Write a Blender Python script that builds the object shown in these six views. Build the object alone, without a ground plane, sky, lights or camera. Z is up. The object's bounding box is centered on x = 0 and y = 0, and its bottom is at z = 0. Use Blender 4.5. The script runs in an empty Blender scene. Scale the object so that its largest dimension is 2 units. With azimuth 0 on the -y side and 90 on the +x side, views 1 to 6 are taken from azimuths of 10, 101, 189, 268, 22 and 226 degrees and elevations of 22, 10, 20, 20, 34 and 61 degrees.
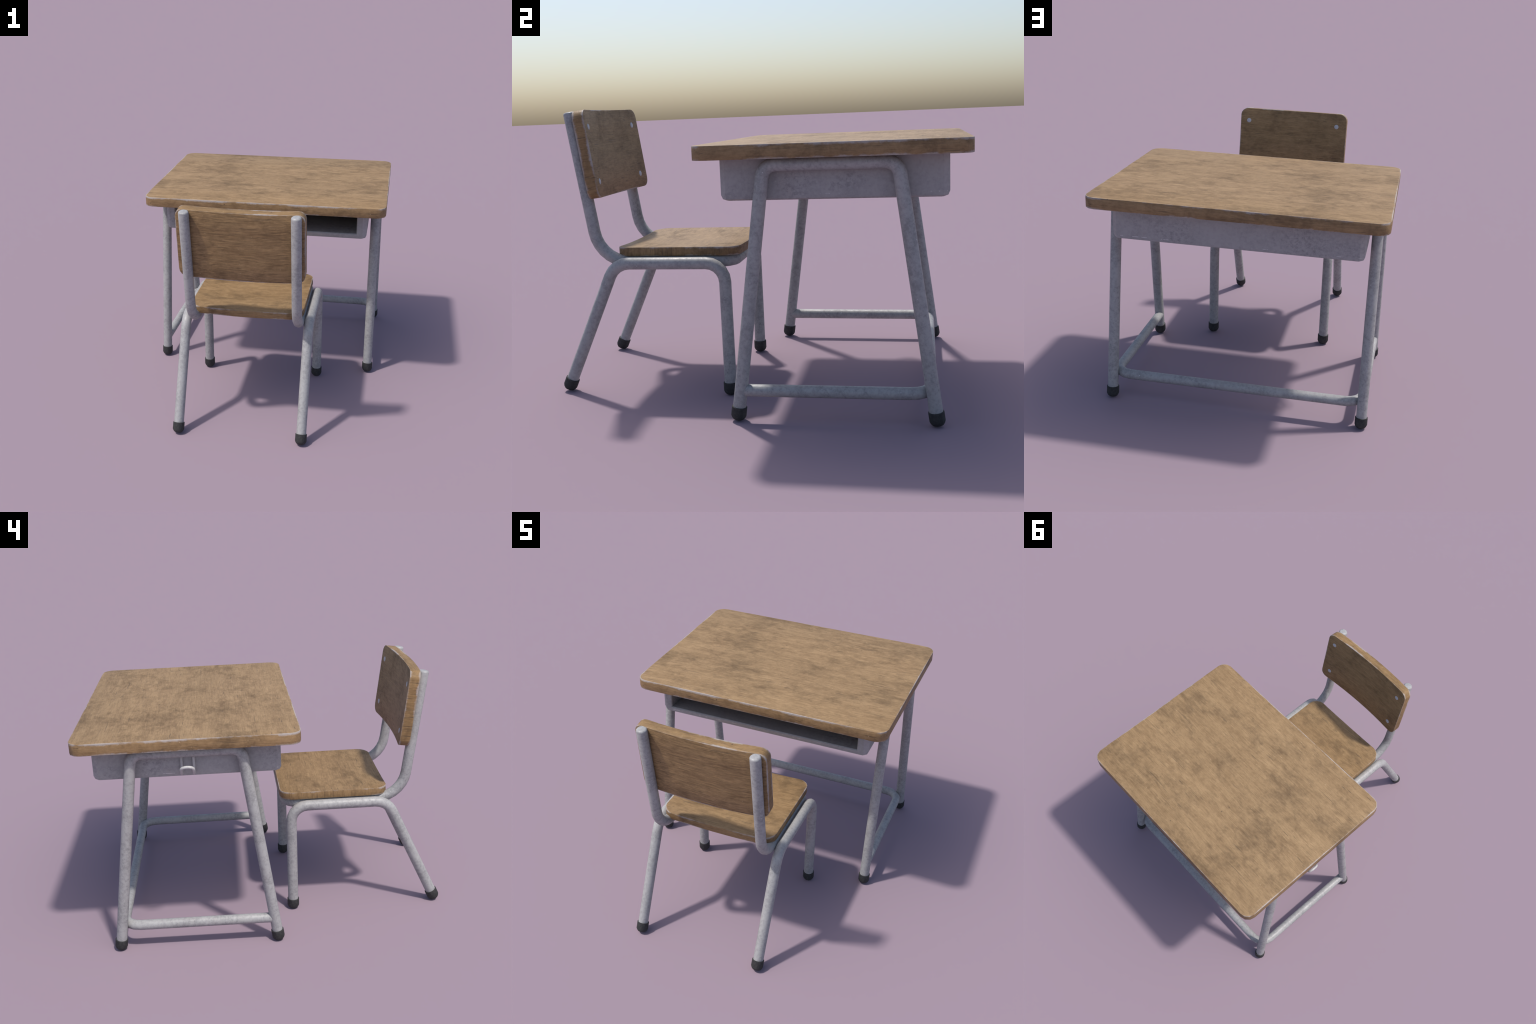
"""School desk with an open book tray and a bag hook, and a matching tube-frame chair."""
import bpy, bmesh, math
from math import sin, cos, pi, radians
from mathutils import Vector, Matrix

# ------------------------------------------------------------------ sizes (m)
TUBE = 0.0297            # radius of the leg and back tubes
BRACE = 0.0275           # radius of the foot brace
CAP_R, CAP_H = 0.0345, 0.062
SIDES = 14

TOP_X, TOP_Y0, TOP_Y1 = 0.7795, -0.166, 1.000      # desktop half width, near and far edge
TOP_Z0, TOP_Z1, TOP_R = 1.1555, 1.217, 0.062
TRAY_X, TRAY_Y0, TRAY_Y1 = 0.661, -0.067, 0.907
TRAY_Z0, TRAY_BEVEL = 0.972, 0.025
TRAY_IN_X, TRAY_IN_Z, TRAY_LIP = 0.598, 1.012, 0.005
DESK_LEG_X, DESK_BAR_Z = 0.708, 1.1285
SEAT_X, SEAT_MID, SEAT_Y0, SEAT_Y1 = 0.343, -0.0075, -0.692, -0.077
SEAT_Z0, SEAT_Z1, SEAT_R, SEAT_DIP = 0.679, 0.722, 0.075, 0.010
BACK_W, BACK_H, BACK_T, BACK_R, BACK_SAG = 0.3675, 0.2150, 0.058, 0.046, 0.024
BACK_MID = Vector((-0.006, -0.7774, 1.1810))      # middle of the front face, rims level
RAKE = math.atan2(0.0365, 0.268)
CHAIR_LEG_X, CHAIR_BAR_Z, BACK_TUBE_X = 0.3715, 0.649, 0.3145


# ------------------------------------------------------------------ node helper
class Nodes:
    """Small wrapper that lets a shader read like arithmetic."""

    def __init__(self, name):
        self.mat = bpy.data.materials.new(name)
        self.mat.use_nodes = True
        self.t = self.mat.node_tree
        self.t.nodes.clear()
        self.out = self.t.nodes.new("ShaderNodeOutputMaterial")
        self.bsdf = self.t.nodes.new("ShaderNodeBsdfPrincipled")
        self.t.links.new(self.bsdf.outputs[0], self.out.inputs[0])
        self.coord = self.t.nodes.new("ShaderNodeTexCoord")
        self.P = self.coord.outputs["Object"]
        self.N = self.coord.outputs["Normal"]

    def put(self, sock, v):
        if hasattr(v, "is_output"):
            self.t.links.new(v, sock)
        elif isinstance(v, (tuple, list)) and len(v) == 3 and sock.type == "RGBA":
            sock.default_value = (*v, 1.0)
        else:
            sock.default_value = v

    def m(self, op, a, b=0.0, c=0.0, clamp=False):
        n = self.t.nodes.new("ShaderNodeMath")
        n.operation, n.use_clamp = op, clamp
        for s, v in zip(n.inputs, (a, b, c)):
            self.put(s, v)
        return n.outputs[0]

    def add(self, a, b): return self.m("ADD", a, b)
    def sub(self, a, b): return self.m("SUBTRACT", a, b)
    def mul(self, a, b): return self.m("MULTIPLY", a, b)
    def maxi(self, a, b): return self.m("MAXIMUM", a, b)
    def mini(self, a, b): return self.m("MINIMUM", a, b)
    def absv(self, a): return self.m("ABSOLUTE", a)

    def split(self, v):
        n = self.t.nodes.new("ShaderNodeSeparateXYZ")
        self.put(n.inputs[0], v)
        return n.outputs

    def join(self, x, y, z):
        n = self.t.nodes.new("ShaderNodeCombineXYZ")
        for s, v in zip(n.inputs, (x, y, z)):
            self.put(s, v)
        return n.outputs[0]

    def scale(self, v, s, loc=(0, 0, 0)):
        n = self.t.nodes.new("ShaderNodeMapping")
        self.put(n.inputs["Vector"], v)
        n.inputs["Scale"].default_value = s
        n.inputs["Location"].default_value = loc
        return n.outputs[0]

    def noise(self, v, sc, detail=4.0, rough=0.55, warp=0.0):
        n = self.t.nodes.new("ShaderNodeTexNoise")
        self.put(n.inputs["Vector"], v)
        for k, x in (("Scale", sc), ("Detail", detail), ("Roughness", rough), ("Distortion", warp)):
            n.inputs[k].default_value = x
        return n.outputs[0]

    def voronoi(self, v, sc):
        n = self.t.nodes.new("ShaderNodeTexVoronoi")
        self.put(n.inputs["Vector"], v)
        n.inputs["Scale"].default_value = sc
        return n.outputs["Distance"], n.outputs["Color"]

    def step(self, v, a, b):
        """Smooth ramp: 0 at a, 1 at b (a may be above b)."""
        n = self.t.nodes.new("ShaderNodeMapRange")
        n.interpolation_type = "SMOOTHSTEP"
        flip = a > b
        self.put(n.inputs["Value"], v)
        n.inputs["From Min"].default_value = min(a, b)
        n.inputs["From Max"].default_value = max(a, b)
        n.inputs["To Min"].default_value = 1.0 if flip else 0.0
        n.inputs["To Max"].default_value = 0.0 if flip else 1.0
        return n.outputs[0]

    def mix(self, f, a, b, mode="MIX"):
        n = self.t.nodes.new("ShaderNodeMix")
        n.data_type, n.blend_type = "RGBA", mode
        self.put(n.inputs[0], f)
        self.put(n.inputs[6], a)
        self.put(n.inputs[7], b)
        return n.outputs[2]

    def mixv(self, f, a, b):
        n = self.t.nodes.new("ShaderNodeMix")
        n.data_type = "VECTOR"
        self.put(n.inputs[0], f)
        self.put(n.inputs[4], a)
        self.put(n.inputs[5], b)
        return n.outputs[1]

    def bump(self, h, strength, dist):
        n = self.t.nodes.new("ShaderNodeBump")
        n.inputs["Strength"].default_value = strength
        n.inputs["Distance"].default_value = dist
        self.put(n.inputs["Height"], h)
        return n.outputs[0]

    def finish(self, colour, rough, normal=None, spec=0.5, metal=0.0):
        self.put(self.bsdf.inputs["Base Color"], colour)
        self.put(self.bsdf.inputs["Roughness"], rough)
        self.bsdf.inputs["Specular IOR Level"].default_value = spec
        self.bsdf.inputs["Metallic"].default_value = metal
        if normal is not None:
            self.put(self.bsdf.inputs["Normal"], normal)
        return self.mat


# ------------------------------------------------------------------ materials
def worn_wood(name, half, radius, thin, end_grain, tint, seed, streak=1.0, curve=0.0, stain=1.0, lined_rear=False):
    """Varnished board, grain along x, rubbed pale along its arrises.
    half: half sizes along x, y, z; thin: the axis of the board's thickness;
    end_grain: axis along which the streaks of the two x ends run;
    curve: offset of the board's faces along the thin axis at x = 0, zero at the ends."""
    s = Nodes(name)
    x, y, z = s.split(s.P)
    nx, ny, nz = [s.absv(c) for c in s.split(s.N)]
    X, Y, Z = half
    if thin == "z":
        u, v, w, U, V, W, nw = x, y, z, X, Y, Z, nz
    else:
        u, v, w, U, V, W, nw = x, z, y, X, Z, Y, ny
    # sag of the bent board, taken out again so that w runs across the thickness
    q = s.m("DIVIDE", u, U)
    w = s.add(w, s.mul(s.sub(1.0, s.mul(q, q)), curve))
    # distance from the outline (rounded rectangle) and from the faces
    au, av = s.sub(s.absv(u), U - radius), s.sub(s.absv(v), V - radius)
    pu, pv = s.maxi(au, 0.0), s.maxi(av, 0.0)
    ln = s.m("SQRT", s.add(s.mul(pu, pu), s.mul(pv, pv)))
    inside = s.sub(radius, s.add(ln, s.mini(s.maxi(au, av), 0.0)))
    depth = s.sub(W, s.absv(w))
    arris = s.maxi(s.mul(inside, 1.9), depth)

    # grain coordinates; the two ends get their own streak direction
    along = s.scale(s.P, (1, 1, 1), (seed, seed * 0.7, seed * 1.3))
    ax, ay, az = s.split(along)
    ends = {"y": s.join(ay, ax, az), "z": s.join(az, ay, ax)}[end_grain]
    g = s.mixv(s.step(nx, 0.6, 0.8), along, ends)
    wob = s.noise(g, 2.3, 2.0)
    gx, gy, gz = s.split(g)
    g = s.join(gx, s.add(gy, s.mul(wob, 0.035)), s.add(gz, s.mul(wob, 0.035)))

    broad = s.noise(s.scale(g, (1.8, 20, 20)), 1.0, 6.0, 0.66)
    fine = s.noise(s.scale(g, (11.0, 135, 135)), 1.0, 4.0, 0.65)
    fibre = s.noise(s.scale(g, (26, 300, 300)), 1.0, 2.0, 0.6)
    mottle = s.noise(s.scale(along, (26, 36, 36)), 1.0, 7.0, 0.75)
    tone = s.add(s.mul(broad, 0.32), s.add(s.mul(fine, 0.30 * streak), s.mul(fibre, 0.15 * streak)))
    tone = s.add(tone, s.mul(mottle, 0.36))
    edge_face = s.step(nw, 0.75, 0.45)
    light = tuple(c * t for c, t in zip((0.345, 0.228, 0.118), tint))
    dark = tuple(c * t for c, t in zip((0.205, 0.128, 0.062), tint))
    span = 0.125 + 0.022 * streak
    mid = 0.34 + 0.225 * streak
    col = s.mix(s.step(tone, mid + span, mid - span), light, dark)
    col = s.mix(edge_face, col, s.mix(1.0, col, (0.96, 0.935, 0.89), "MULTIPLY"))

    if lined_rear:
        # the rear face: close dark and light lines with the grain
        rear = s.step(s.split(s.N)[1], -0.6, -0.85)
        line = s.noise(s.scale(g, (6.5, 150, 150), (4, 4, 4)), 1.0, 4.0, 0.66)
        col = s.mix(s.mul(rear, s.mul(s.step(line, 0.49, 0.36), 0.72)), col, s.mix(1.0, col, (0.58, 0.56, 0.54), "MULTIPLY"))
        col = s.mix(s.mul(rear, s.mul(s.step(line, 0.52, 0.66), 0.66)), col, s.mix(1.0, col, (1.42, 1.40, 1.34), "MULTIPLY"))

    # soft grime in clouds, finer blotches inside them
    cl = s.noise(s.scale(along, (3.2, 4.6, 4.6)), 1.0, 9.0, 0.63, 0.5)
    bl = s.noise(s.scale(along, (11, 16, 16)), 1.0, 8.0, 0.72, 0.4)
    cloud = s.step(s.add(s.mul(cl, 0.54), s.mul(bl, 0.46)), 0.455, 0.63)
    col = s.mix(s.mul(cloud, 0.70 * stain), col, s.mix(1.0, col, (0.53, 0.52, 0.52), "MULTIPLY"))
    core = s.step(s.add(s.mul(cl, 0.45), s.mul(bl, 0.55)), 0.57, 0.68)
    col = s.mix(s.mul(core, 0.34 * stain), col, s.mix(1.0, col, (0.60, 0.58, 0.60), "MULTIPLY"))
    pale = s.step(s.noise(s.scale(along, (3.6, 6.5, 6.5), (7, 3, 1)), 1.0, 7.0, 0.65), 0.52, 0.72)
    col = s.mix(s.mul(pale, 0.42), col, s.mix(1.0, col, (1.28, 1.30, 1.34), "MULTIPLY"))

    # thin open cracks with the grain, denser on the edges of the board
    hair = s.noise(s.scale(g, (7.5, 105, 105), (3, 1, 2)), 1.0, 2.5, 0.55)
    where = s.noise(s.scale(g, (1.8, 7, 7), (5, 5, 5)), 1.0, 2.0)
    crack = s.mul(s.step(hair, 0.64, 0.71), s.step(where, 0.40, 0.56))
    crack2 = s.mul(edge_face, s.step(s.noise(s.scale(g, (5.0, 120, 120), (9, 2, 4)), 1.0, 3.0, 0.6), 0.585, 0.70))
    long = s.noise(s.scale(g, (2.6, 95, 95), (6, 8, 1)), 1.0, 2.0, 0.5)
    crack3 = s.mul(s.step(long, 0.690, 0.735), s.step(s.noise(along, 5.0, 3.0), 0.44, 0.58))
    crack = s.maxi(s.maxi(crack, crack2), s.mul(crack3, 0.8))
    col = s.mix(s.mul(crack, 0.62), col, (0.080, 0.054, 0.034))

    # pinholes and pale flecks
    d, c = s.voronoi(along, 17.0)
    r, _, b = s.split(c)
    pin = s.mul(s.step(d, 0.085, 0.045), s.step(r, 0.80, 0.82))
    col = s.mix(s.mul(pin, 0.7), col, (0.06, 0.04, 0.03))
    d2, c2 = s.voronoi(s.scale(along, (1, 1, 1), (2, 2, 2)), 26.0)
    r2, _, _ = s.split(c2)
    fleck = s.mul(s.step(d2, 0.11, 0.03), s.step(r2, 0.72, 0.74))
    col = s.mix(s.mul(fleck, 0.35), col, (0.52, 0.40, 0.26))

    # rubbed arrises: irregular band, missing in places
    n1 = s.noise(along, 4.5, 4.0, 0.6)
    n2 = s.noise(s.scale(g, (60, 110, 110)), 1.0, 4.0, 0.65)
    n3 = s.noise(along, 42.0, 5.0, 0.7)
    corner = s.step(s.mini(pu, pv), 0.0, radius * 0.5)
    press = s.maxi(s.step(n1, 0.36, 0.62), s.mul(corner, 0.8))
    reach = s.add(s.mul(press, 0.0095), s.mul(s.sub(n2, 0.5), 0.012))
    reach = s.add(reach, s.mul(s.sub(n3, 0.5), 0.016))
    reach = s.sub(reach, s.mul(s.step(w, 0.0, -0.01), 0.0035)) if thin == "z" else reach
    band = s.step(s.sub(arris, reach), 0.0055, -0.0055)
    band = s.mul(band, s.add(0.30, s.mul(press, 0.70)))
    col = s.mix(s.mul(band, 0.70), col, (0.425, 0.400, 0.395))

    h = s.sub(s.add(s.mul(fine, 0.6), s.mul(fibre, 0.4)), s.mul(crack, 0.9))
    nrm = s.bump(h, 0.28 * streak, 0.0022)
    return s.finish(col, s.add(0.56, s.mul(cloud, 0.10)), nrm, 0.35)


def painted_steel(name, base=(0.322, 0.319, 0.320), seed=0.0, grime=1.0, rough=0.44, tray=False):
    s = Nodes(name)
    p = s.scale(s.P, (1, 1, 1), (seed, seed, seed))
    big = s.noise(p, 9.0, 8.0, 0.70, 0.3)
    small = s.noise(p, 60.0, 6.0, 0.72)
    tiny = s.noise(p, 170.0, 2.0, 0.6)
    blotch = s.step(s.add(s.mul(big, 0.45), s.mul(small, 0.55)), 0.40, 0.66)
    hi = tuple(c * 1.12 for c in base)
    lo = tuple(c * k for c, k in zip(base, (0.68, 0.683, 0.69)))
    col = s.mix(s.mul(blotch, 0.9 * grime), hi, lo)
    # dark smudges, warm dust
    sm = s.step(s.add(s.mul(s.noise(p, 5.0, 7.0, 0.72, 0.6), 0.62), s.mul(small, 0.38)), 0.55, 0.68)
    col = s.mix(s.mul(sm, 0.45 * grime), col, (0.15, 0.15, 0.16))
    dust = s.step(s.noise(s.scale(p, (1, 1, 1), (3, 8, 5)), 11.0, 5.0, 0.65), 0.56, 0.76)
    col = s.mix(s.mul(dust, 0.22), col, (0.33, 0.28, 0.255))
    # small bright chips
    d, c = s.voronoi(p, 62.0)
    r, _, _ = s.split(c)
    chip = s.mul(s.mul(s.step(d, 0.26, 0.14), s.step(r, 0.86, 0.88)), s.step(big, 0.5, 0.6))
    if tray:
        chip = s.mul(chip, 0.2)
        # dark, finely mottled patches
        spot = s.step(s.noise(s.scale(s.P, (1, 1, 1), (1.3, 6.2, 0.4)), 3.6, 3.0), 0.50, 0.70)
        for cx, cyy, czz, r in ((-0.36, TRAY_Y1, 1.05, 0.24), (0.30, TRAY_Y1, 1.02, 0.15), (TRAY_X, 0.26, 1.07, 0.15),
                                (-TRAY_X, 0.60, 1.06, 0.16), (TRAY_X, 0.50, 1.05, 0.10)):
            n = s.t.nodes.new("ShaderNodeVectorMath")
            n.operation = "DISTANCE"
            s.put(n.inputs[0], s.P)
            n.inputs[1].default_value = (cx, cyy, czz)
            far = s.add(n.outputs["Value"], s.mul(s.sub(big, 0.5), 0.30))
            spot = s.maxi(spot, s.step(far, r, r * 0.15))
        dark_mottle = s.step(s.noise(s.scale(p, (52, 52, 60)), 1.0, 7.0, 0.74, 0.2), 0.42, 0.70)
        col = s.mix(s.mul(s.mul(spot, dark_mottle), 0.60), col, (0.13, 0.13, 0.145))
        # pale dashes where the lower edge folds under
        x, y, z = s.split(s.P)
        fold = s.step(s.absv(s.sub(z, TRAY_Z0 + TRAY_BEVEL)), 0.0030, 0.0012)
        dash = s.step(s.noise(s.scale(s.P, (26, 26, 3)), 1.0, 3.0, 0.6), 0.54, 0.60)
        gap = s.step(s.noise(s.P, 3.1, 1.0), 0.44, 0.54)
        chip = s.maxi(chip, s.mul(s.mul(fold, dash), gap))
    col = s.mix(s.mul(chip, 0.55), col, (0.66, 0.65, 0.66))
    h = s.add(s.mul(small, 0.6), s.mul(tiny, 0.4))
    return s.finish(col, s.add(rough, s.mul(blotch, 0.16)), s.bump(h, 0.18, 0.0018), 0.5)


def black_rubber():
    s = Nodes("black_rubber")
    n = s.noise(s.P, 90.0, 4.0, 0.7)
    b = s.noise(s.P, 22.0, 4.0, 0.6)
    col = s.mix(s.step(s.add(s.mul(n, 0.6), s.mul(b, 0.4)), 0.36, 0.66), (0.030, 0.030, 0.031), (0.052, 0.052, 0.051))
    return s.finish(col, 0.75, s.bump(n, 0.3, 0.001), 0.3)


# ------------------------------------------------------------------ mesh helpers
def obj_from_bm(name, bm, mat, parent, origin=(0, 0, 0), angle=35.0, rot=None, kids=None):
    """Mesh given in world axes about the world origin, stored about 'origin'."""
    me = bpy.data.meshes.new(name)
    bmesh.ops.recalc_face_normals(bm, faces=bm.faces)
    bm.to_mesh(me)
    bm.free()
    for p in me.polygons:
        p.use_smooth = True
    me.set_sharp_from_angle(angle=radians(angle))
    me.materials.append(mat)
    return place(name, me, parent, origin, rot)


def place(name, me, parent, origin=(0, 0, 0), rot=None):
    ob = bpy.data.objects.new(name, me)
    bpy.context.scene.collection.objects.link(ob)
    world = Matrix.Translation(origin)
    if rot is not None:
        world = world @ rot.to_4x4()
    ob.parent = parent
    ob.matrix_parent_inverse = Matrix.Identity(4)
    pw = WORLD.get(parent, Matrix.Identity(4))
    ob.matrix_basis = pw.inverted() @ world
    WORLD[ob] = world
    return ob


WORLD = {}


def empty(name, loc, label, category):
    ob = bpy.data.objects.new(name, None)
    ob.empty_display_size = 0.1
    ob.location = loc
    ob["label"], ob["category"] = label, category
    bpy.context.scene.collection.objects.link(ob)
    WORLD[ob] = Matrix.Translation(loc)
    return ob


def bent_path(corners, radii, steps):
    """Polyline through the corners, each inner corner rounded with its own radius."""
    pts = [Vector(corners[0])]
    for i in range(1, len(corners) - 1):
        a, c, b = (Vector(corners[j]) for j in (i - 1, i, i + 1))
        u, v = (a - c).normalized(), (b - c).normalized()
        half = u.angle(v) / 2
        r = radii[i - 1]
        t = r / math.tan(half)
        mid = c + (u + v).normalized() * (r / sin(half))
        p0, p1 = c + u * t, c + v * t
        e0, e1 = p0 - mid, p1 - mid
        full = e0.angle(e1)
        n = steps[i - 1]
        for k in range(n + 1):
            f = k / n
            pts.append(mid + (e0 * sin((1 - f) * full) + e1 * sin(f * full)) / sin(full))
    pts.append(Vector(corners[-1]))
    return pts


def sweep(bm, pts, radius, sides=SIDES, start_dome=0.0, end_dome=0.0, up=None):
    """Round tube along a polyline, mitred at each point; dome = rounding of a closed end."""
    tang = []
    for i in range(len(pts)):
        d = Vector()
        if i: d += (pts[i] - pts[i - 1]).normalized()
        if i < len(pts) - 1: d += (pts[i + 1] - pts[i]).normalized()
        tang.append(d.normalized())
    nrm = (Vector(up) if up else tang[0].orthogonal()).normalized()
    nrm = (nrm - tang[0] * nrm.dot(tang[0])).normalized()
    stations = []                      # centre, tangent, normal, radius, mitre
    prev = tang[0]
    for i, p in enumerate(pts):
        q = prev.rotation_difference(tang[i])
        nrm = (q @ nrm)
        nrm = (nrm - tang[i] * nrm.dot(tang[i])).normalized()
        prev = tang[i]
        stations.append((p, tang[i], nrm.copy(), radius, i))

    def dome(p, t, n, size, out):
        ring = []
        for k in range(4):
            a = k / 3 * pi / 2
            ring.append((p + t * out * (size * sin(a) - size), t, n, radius - size * (1 - cos(a)), None))
        return ring
    if start_dome:
        p, t, n, _, _ = stations[0]
        stations = list(reversed(dome(p, t, n, start_dome, -1))) + stations[1:]
    if end_dome:
        p, t, n, _, _ = stations[-1]
        stations = stations[:-1] + dome(p, t, n, end_dome, 1)
    rings = []
    for p, t, n, r, i in stations:
        b = t.cross(n)
        stretch, axis = 1.0, None
        if i is not None and 0 < i < len(pts) - 1:
            d0, d1 = (pts[i] - pts[i - 1]).normalized(), (pts[i + 1] - pts[i]).normalized()
            c = max(-1, min(1, d0.dot(d1)))
            if c < 0.99999:
                stretch = 1 / max(0.3, cos(math.acos(c) / 2))
                axis = (d1 - d0).normalized()
        ring = []
        for k in range(sides):
            a = 2 * pi * (k + 0.5) / sides
            off = n * (cos(a) * r) + b * (sin(a) * r)
            if axis is not None:
                off += axis * off.dot(axis) * (stretch - 1)
            ring.append(bm.verts.new(p + off))
        rings.append(ring)
    for a, b in zip(rings[:-1], rings[1:]):
        for k in range(sides):
            bm.faces.new((a[k], a[(k + 1) % sides], b[(k + 1) % sides], b[k]))
    bm.faces.new(rings[0])
    bm.faces.new(list(reversed(rings[-1])))


def board(half_x, half_y, half_z, radius, corner_steps, columns, lift, arris=0.002):
    """Rounded-rectangle board about the origin; lift(x) shifts both faces along z."""
    xs = [(half_x - radius) + radius * sin(k / corner_steps * pi / 2) for k in range(corner_steps + 1)]
    hs = [(half_y - radius) + radius * cos(k / corner_steps * pi / 2) for k in range(corner_steps + 1)]
    mids = [(half_x - radius) * (2 * k / columns - 1) for k in range(1, columns)]
    cols = [(-x, h) for x, h in reversed(list(zip(xs, hs)))] + [(x, half_y) for x in mids] + list(zip(xs, hs))
    bm = bmesh.new()
    top, bot = [], []
    rows = 4
    for x, h in cols:
        ys = [h * (2 * k / rows - 1) for k in range(rows + 1)]
        top.append([bm.verts.new((x, y, half_z + lift(x))) for y in ys])
        bot.append([bm.verts.new((x, y, -half_z + lift(x))) for y in ys])
    for i in range(len(cols) - 1):
        for j in range(rows):
            bm.faces.new((top[i][j], top[i + 1][j], top[i + 1][j + 1], top[i][j + 1]))
            bm.faces.new((bot[i][j], bot[i][j + 1], bot[i + 1][j + 1], bot[i + 1][j]))
        bm.faces.new((top[i][0], bot[i][0], bot[i + 1][0], top[i + 1][0]))
        bm.faces.new((top[i][rows], top[i + 1][rows], bot[i + 1][rows], bot[i][rows]))
    for i, flip in ((0, False), (-1, True)):
        for j in range(rows):
            q = (top[i][j], top[i][j + 1], bot[i][j + 1], bot[i][j])
            bm.faces.new(tuple(reversed(q)) if flip else q)
    bmesh.ops.recalc_face_normals(bm, faces=bm.faces)
    rim = [e for e in bm.edges if len(e.link_faces) == 2 and e.calc_face_angle() > radians(60)]
    bmesh.ops.bevel(bm, geom=rim, offset=arris, segments=2, profile=0.5, affect="EDGES")
    return bm


def cap_mesh(mat):
    """Rubber ferrule along +z with its sole at z = 0."""
    prof = [(0.0, 0.0), (0.016, 0.0), (0.0245, 0.004), (0.0305, 0.0115), (CAP_R, 0.021), (CAP_R, CAP_H - 0.001),
            (CAP_R - 0.001, CAP_H), (TUBE - 0.004, CAP_H)]
    bm = bmesh.new()
    n = 20
    rings = []
    for r, z in prof:
        rings.append([bm.verts.new((0, 0, z))] if r == 0 else
                     [bm.verts.new((r * cos(2 * pi * k / n), r * sin(2 * pi * k / n), z)) for k in range(n)])
    for a, b in zip(rings[:-1], rings[1:]):
        for k in range(n):
            k2 = (k + 1) % n
            bm.faces.new((a[0], b[k2], b[k]) if len(a) == 1 else (a[k], a[k2], b[k2], b[k]))
    bmesh.ops.recalc_face_normals(bm, faces=bm.faces)
    me = bpy.data.meshes.new("foot_cap")
    bm.to_mesh(me)
    bm.free()
    for p in me.polygons:
        p.use_smooth = True
    me.set_sharp_from_angle(angle=radians(40))
    me.materials.append(mat)
    return me


def cap_on_leg(me, foot, knee, parent):
    """Push the ferrule on the lower end of a leg so that it just stands on the ground."""
    axis = (Vector(knee) - Vector(foot)).normalized()
    rot = Vector((0, 0, 1)).rotation_difference(axis).to_matrix()
    low = min((rot @ v.co).z for v in me.vertices)
    base = Vector(foot) - axis * (foot[2] / axis.z) + axis * (-low / axis.z)
    return place("foot_cap", me, parent, base, rot)


def u_frame(foot_a, corner_a, corner_b, foot_b, ra, rb, na, nb):
    """Inverted U of tube lying in a plane x = const, ends hidden inside the ferrules."""
    da = (Vector(corner_a) - Vector(foot_a)).normalized()
    db = (Vector(corner_b) - Vector(foot_b)).normalized()
    pts = bent_path([Vector(foot_a) + da * 0.03, corner_a, corner_b, Vector(foot_b) + db * 0.03], [ra, rb], [na, nb])
    bm = bmesh.new()
    sweep(bm, pts, TUBE, up=(1, 0, 0))
    return bm


# ------------------------------------------------------------------ build: desk
steel_desk = painted_steel("grey_painted_steel", seed=0.0)
steel_chair = painted_steel("grey_painted_steel_chair", seed=4.0)
steel_tray = painted_steel("grey_tray_steel", base=(0.310, 0.309, 0.315), seed=0.0, grime=0.5, rough=0.5, tray=True)
steel_hook = painted_steel("bright_hook_steel", base=(0.45, 0.445, 0.44), seed=2.0, grime=0.5, rough=0.35)
steel_rivet = painted_steel("rivet_steel", base=(0.42, 0.43, 0.46), seed=1.0, grime=0.3, rough=0.4)
rubber = black_rubber()
caps = cap_mesh(rubber)

desk = empty("school_desk", (0, 0.417, 0), "worn wooden school desk with grey tubular steel frame and open book tray",
             "school desk")
chair = empty("school_chair", (0, -0.5, 0), "small wooden school chair on bent grey steel tubes", "chair")

# desktop
cy, cz = (TOP_Y0 + TOP_Y1) / 2, (TOP_Z0 + TOP_Z1) / 2
hy, hz = (TOP_Y1 - TOP_Y0) / 2, (TOP_Z1 - TOP_Z0) / 2
wood_top = worn_wood("worn_desktop_wood", (TOP_X, hy, hz), TOP_R, "z", "y", (1.0, 1.0, 1.0), 3.0)
obj_from_bm("desktop", board(TOP_X, hy, hz, TOP_R, 3, 6, lambda x: 0.0), wood_top, desk, (0, cy, cz))

# book tray: bevelled sheet box, open to the front, closed above by the desktop
bm = bmesh.new()
bmesh.ops.create_cube(bm, size=1.0)
ztop = TOP_Z0 + 0.004
for v in bm.verts:
    v.co = Vector((v.co.x * 2 * TRAY_X, TRAY_Y0 if v.co.y < 0 else TRAY_Y1, TRAY_Z0 if v.co.z < 0 else ztop))
fold = [e for e in bm.edges if not all(v.co.z > 1.1 for v in e.verts)]
upright = [e for e in fold if abs(e.verts[0].co.z - e.verts[1].co.z) > 0.05]
bmesh.ops.bevel(bm, geom=upright, offset=TRAY_BEVEL, segments=1, affect="EDGES")
rim = [e for e in bm.edges if all(abs(v.co.z - TRAY_Z0) < 1e-5 for v in e.verts)]
bmesh.ops.bevel(bm, geom=rim, offset=TRAY_BEVEL, segments=2, profile=0.5, affect="EDGES")
tray = obj_from_bm("book_tray", bm, steel_tray, desk, angle=30)
bm = bmesh.new()
bmesh.ops.create_cube(bm, size=1.0)
for v in bm.verts:
    v.co = Vector((v.co.x * 2 * TRAY_IN_X, -0.3 if v.co.y < 0 else TRAY_Y1 - 0.03, TRAY_IN_Z if v.co.z < 0 else ztop + 0.05))
for v in bm.verts:                       # the hollow flares out to a small rounded lip at its mouth
    if v.co.y < -0.2:
        v.co.y = TRAY_Y0 + TRAY_LIP
mouth = [v for v in bm.verts if v.co.y < 0]
face = [f for f in bm.faces if all(v in mouth for v in f.verts)]
out = bmesh.ops.extrude_face_region(bm, geom=face)
bmesh.ops.delete(bm, geom=face, context="FACES")
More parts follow.
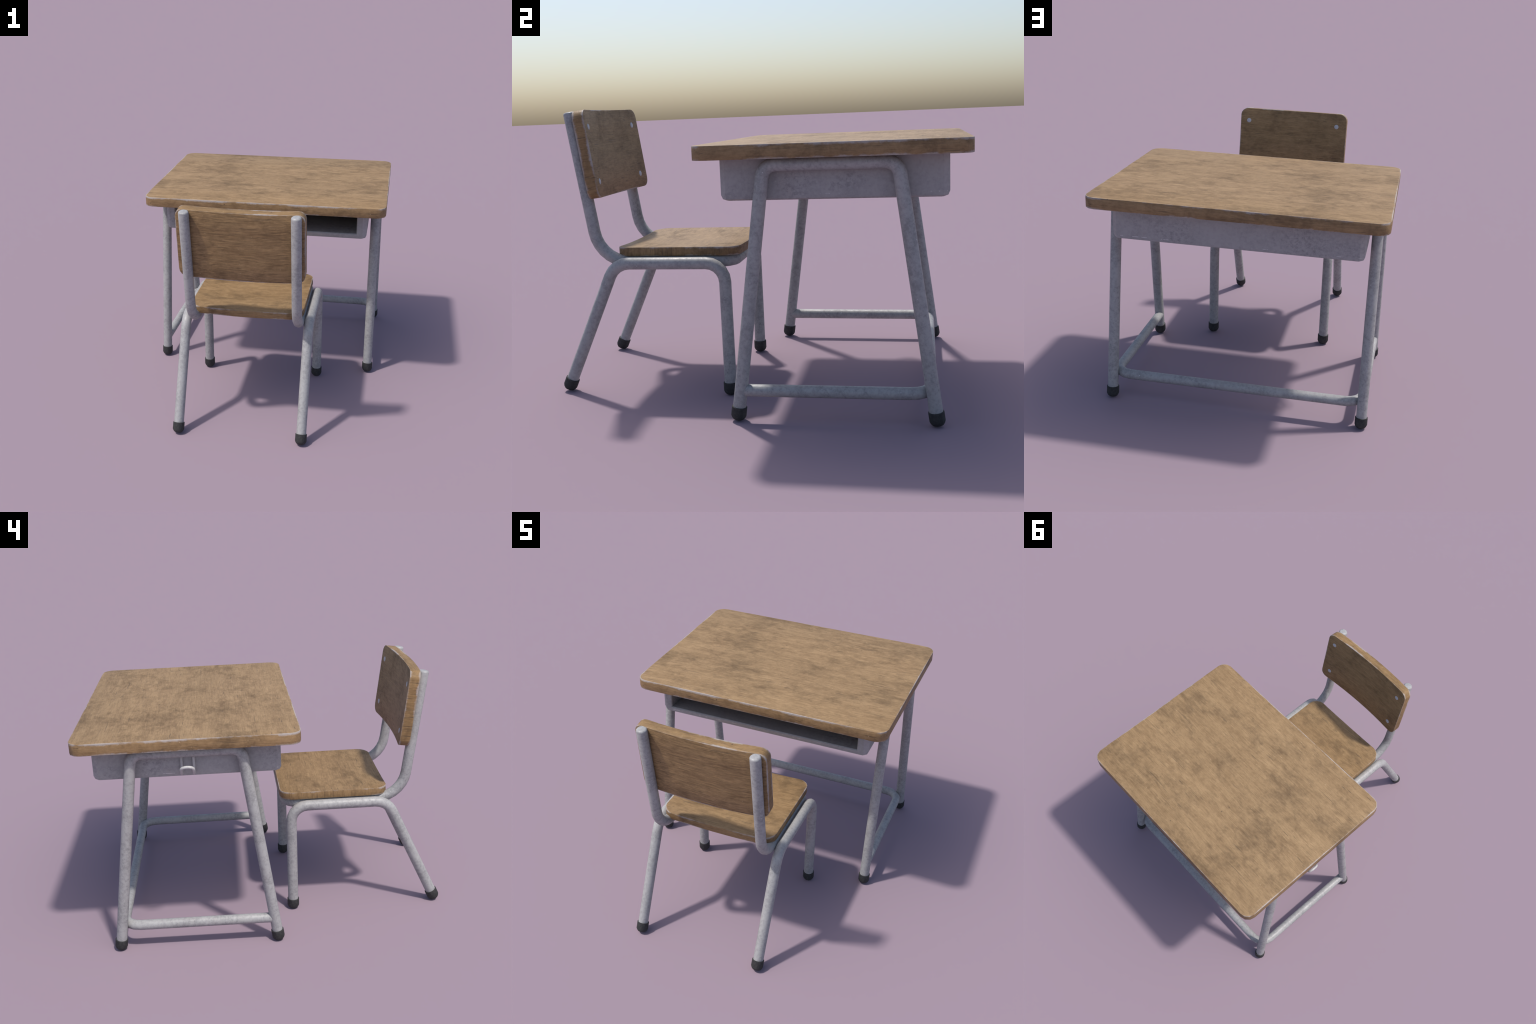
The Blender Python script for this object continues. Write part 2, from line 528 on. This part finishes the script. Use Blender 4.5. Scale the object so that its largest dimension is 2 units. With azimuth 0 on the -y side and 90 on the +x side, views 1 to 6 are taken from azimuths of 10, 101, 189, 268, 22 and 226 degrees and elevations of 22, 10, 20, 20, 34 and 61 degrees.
for v in [e for e in out["geom"] if isinstance(e, bmesh.types.BMVert)]:
    v.co.y = TRAY_Y0 - TRAY_LIP
    v.co.x += math.copysign(TRAY_LIP * 2, v.co.x)
    v.co.z += TRAY_LIP * 2 if v.co.z > 1.1 else -TRAY_LIP * 2
bmesh.ops.recalc_face_normals(bm, faces=bm.faces)
cut_me = bpy.data.meshes.new("tray_hollow")
bm.to_mesh(cut_me)
bm.free()
cutter = bpy.data.objects.new("tray_hollow", cut_me)
bpy.context.scene.collection.objects.link(cutter)
mod = tray.modifiers.new("hollow", "BOOLEAN")
mod.operation, mod.object, mod.solver = "DIFFERENCE", cutter, "EXACT"
bpy.context.view_layer.update()
dg = bpy.context.evaluated_depsgraph_get()
hollow = bpy.data.meshes.new_from_object(tray.evaluated_get(dg))
tray.modifiers.clear()
tray.data = hollow
hollow.name = "book_tray"
for p in hollow.polygons:
    p.use_smooth = True
hollow.set_sharp_from_angle(angle=radians(30))
bpy.data.objects.remove(cutter)

# leg frames, one on each side: both share one mesh stored about x = 0
FOOT_N, FOOT_F = Vector((0, -0.0200, 0)), Vector((0, 0.8530, 0))
lean_n, lean_f = (0.133 + 0.020) / 1.1, (0.703 - 0.853) / 1.1
knee_n = Vector((0, FOOT_N.y + lean_n * DESK_BAR_Z, DESK_BAR_Z))
knee_f = Vector((0, FOOT_F.y + lean_f * DESK_BAR_Z, DESK_BAR_Z))
first = None
for sx in (-1, 1):
    at = Vector((sx * DESK_LEG_X, 0, 0))
    if first is None:
        ob = first = obj_from_bm("leg_frame", u_frame(FOOT_N, knee_n, knee_f, FOOT_F, 0.058, 0.058, 4, 4), steel_desk, desk, at, 45)
    else:
        ob = place("leg_frame", first.data, desk, at)
    cap_on_leg(caps, FOOT_N + at, knee_n + at, ob)
    cap_on_leg(caps, FOOT_F + at, knee_f + at, ob)

# foot brace: U of tube welded between the four legs
xe, xs, zs, ys = 0.7055, 0.6995, 0.1375, 0.823
y_in = FOOT_N.y + lean_n * zs
pts = bent_path([(xe, y_in, zs), (xs, ys, zs), (-xs, ys, zs), (-xe, y_in, zs)], [0.09, 0.09], [4, 4])
bm = bmesh.new()
sweep(bm, pts, BRACE, up=(0, 0, 1))
obj_from_bm("foot_brace", bm, steel_desk, desk, angle=45)

# bag hook of bent wire on one side of the tray
hx, hy0, gap, wire = -TRAY_X - 0.0070, 0.4160, 0.0315, 0.0080
side = [(hx, 1.112), (hx, 1.034), (hx - 0.004, 1.018), (hx - 0.014, 1.007), (hx - 0.028, 1.004), (hx - 0.043, 1.009),
        (hx - 0.062, 1.022), (hx - 0.077, 1.036), (hx - 0.086, 1.046)]
tip = Vector((hx - 0.086, 0, 1.046))
slope = Vector((-0.012, 0, 0.017))
loop = [Vector((x, hy0 - gap, z)) for x, z in side]
for k in range(1, 8):
    a = k / 8 * pi
    loop.append(tip + slope * sin(a) ** 0.8 + Vector((0, hy0 - gap * cos(a), 0)))
loop += [Vector((x, hy0 + gap, z)) for x, z in reversed(side)]
bm = bmesh.new()
sweep(bm, loop, wire, sides=10)
obj_from_bm("bag_hook", bm, steel_hook, desk, angle=60)

# ------------------------------------------------------------------ build: chair
cy, cz = (SEAT_Y0 + SEAT_Y1) / 2, (SEAT_Z0 + SEAT_Z1) / 2
hy, hz = (SEAT_Y1 - SEAT_Y0) / 2, (SEAT_Z1 - SEAT_Z0) / 2
wood_seat = worn_wood("worn_seat_wood", (SEAT_X, hy, hz), SEAT_R, "z", "z", (0.955, 0.94, 0.905), 11.0, curve=SEAT_DIP, stain=1.0)
seat_lift = lambda x: -SEAT_DIP * (1 - (x / SEAT_X) ** 2)
obj_from_bm("seat", board(SEAT_X, hy, hz, SEAT_R, 4, 8, seat_lift), wood_seat, chair, (SEAT_MID, cy, cz))

# backrest: the same board stood up, sagging backwards, raked with the tubes
wood_back = worn_wood("worn_backrest_wood", (BACK_W, BACK_T / 2, BACK_H), BACK_R, "y", "y", (0.93, 0.912, 0.845), 23.0,
                      streak=1.3, curve=BACK_SAG, stain=0.85, lined_rear=True)
bm = board(BACK_W, BACK_H, BACK_T / 2, BACK_R, 4, 8, lambda x: -BACK_SAG * (1 - (x / BACK_W) ** 2))
stand = Matrix(((1, 0, 0, 0), (0, 0, 1, 0), (0, 1, 0, 0), (0, 0, 0, 1)))     # board z -> y, y -> z
bmesh.ops.transform(bm, matrix=stand, verts=bm.verts)
rake = Matrix.Rotation(RAKE, 3, "X")
mid = BACK_MID + rake @ Vector((0, 0.007 - BACK_T / 2, 0))
back = obj_from_bm("backrest", bm, wood_back, chair, mid, rot=rake)

# rivets through the backrest into the tubes
bm = bmesh.new()
prof = [(0.0148, -0.004), (0.0148, 0.0012), (0.0125, 0.0024)]
n = 20
rings = [[bm.verts.new((r * cos(2 * pi * k / n), h, r * sin(2 * pi * k / n))) for k in range(n)] for r, h in prof]
for a, b in zip(rings[:-1], rings[1:]):
    for k in range(n):
        bm.faces.new((a[k], a[(k + 1) % n], b[(k + 1) % n], b[k]))
bm.faces.new(rings[-1])
bm.faces.new(list(reversed(rings[0])))
rivet = None
for x, t in ((0.305, 0.1315), (-0.304, 0.1285), (0.297, -0.1365), (-0.296, -0.1415)):
    u = x + 0.006
    face = BACK_T / 2 - BACK_SAG * (1 - (u / BACK_W) ** 2)
    turn = rake @ Matrix.Rotation(math.atan(2 * BACK_SAG * u / BACK_W ** 2), 3, "Z")
    at = mid + rake @ Vector((u, face, t))
    if rivet is None:
        rivet = obj_from_bm("rivet", bm, steel_rivet, back, at, 40, turn)
    else:
        place("rivet", rivet.data, back, at, turn)

# back frame: one tube, up behind the backrest, under the seat, across its front and back again
low = Vector((BACK_TUBE_X, -0.778, CHAIR_BAR_Z))
top = low + Vector((0, -0.1445, 1.0)) * (1.384 - CHAIR_BAR_Z)
flip = Vector((-1, 1, 1))
front = Vector((BACK_TUBE_X, -0.105, CHAIR_BAR_Z))
pts = bent_path([top, low, front, front * flip, low * flip, top * flip], [0.175, 0.085, 0.085, 0.175], [7, 4, 4, 7])
bm = bmesh.new()
sweep(bm, pts, TUBE, start_dome=0.011, end_dome=0.011, up=(1, 0, 0))
obj_from_bm("back_frame", bm, steel_chair, chair, angle=50)

# leg frames of the chair
FR, FF = Vector((0, -0.977, 0)), Vector((0, -0.131, 0))
knee_r, knee_f = Vector((0, -0.977 + (0.249 / 0.55) * CHAIR_BAR_Z, CHAIR_BAR_Z)), Vector((0, -0.1345, CHAIR_BAR_Z))
first = None
for sx in (-1, 1):
    at = Vector((sx * CHAIR_LEG_X, 0, 0))
    if first is None:
        ob = first = obj_from_bm("leg_frame", u_frame(FR, knee_r, knee_f, FF, 0.107, 0.092, 4, 5), steel_chair, chair, at, 45)
    else:
        ob = place("leg_frame", first.data, chair, at)
    cap_on_leg(caps, FR + at, knee_r + at, ob)
    cap_on_leg(caps, FF + at, knee_f + at, ob)
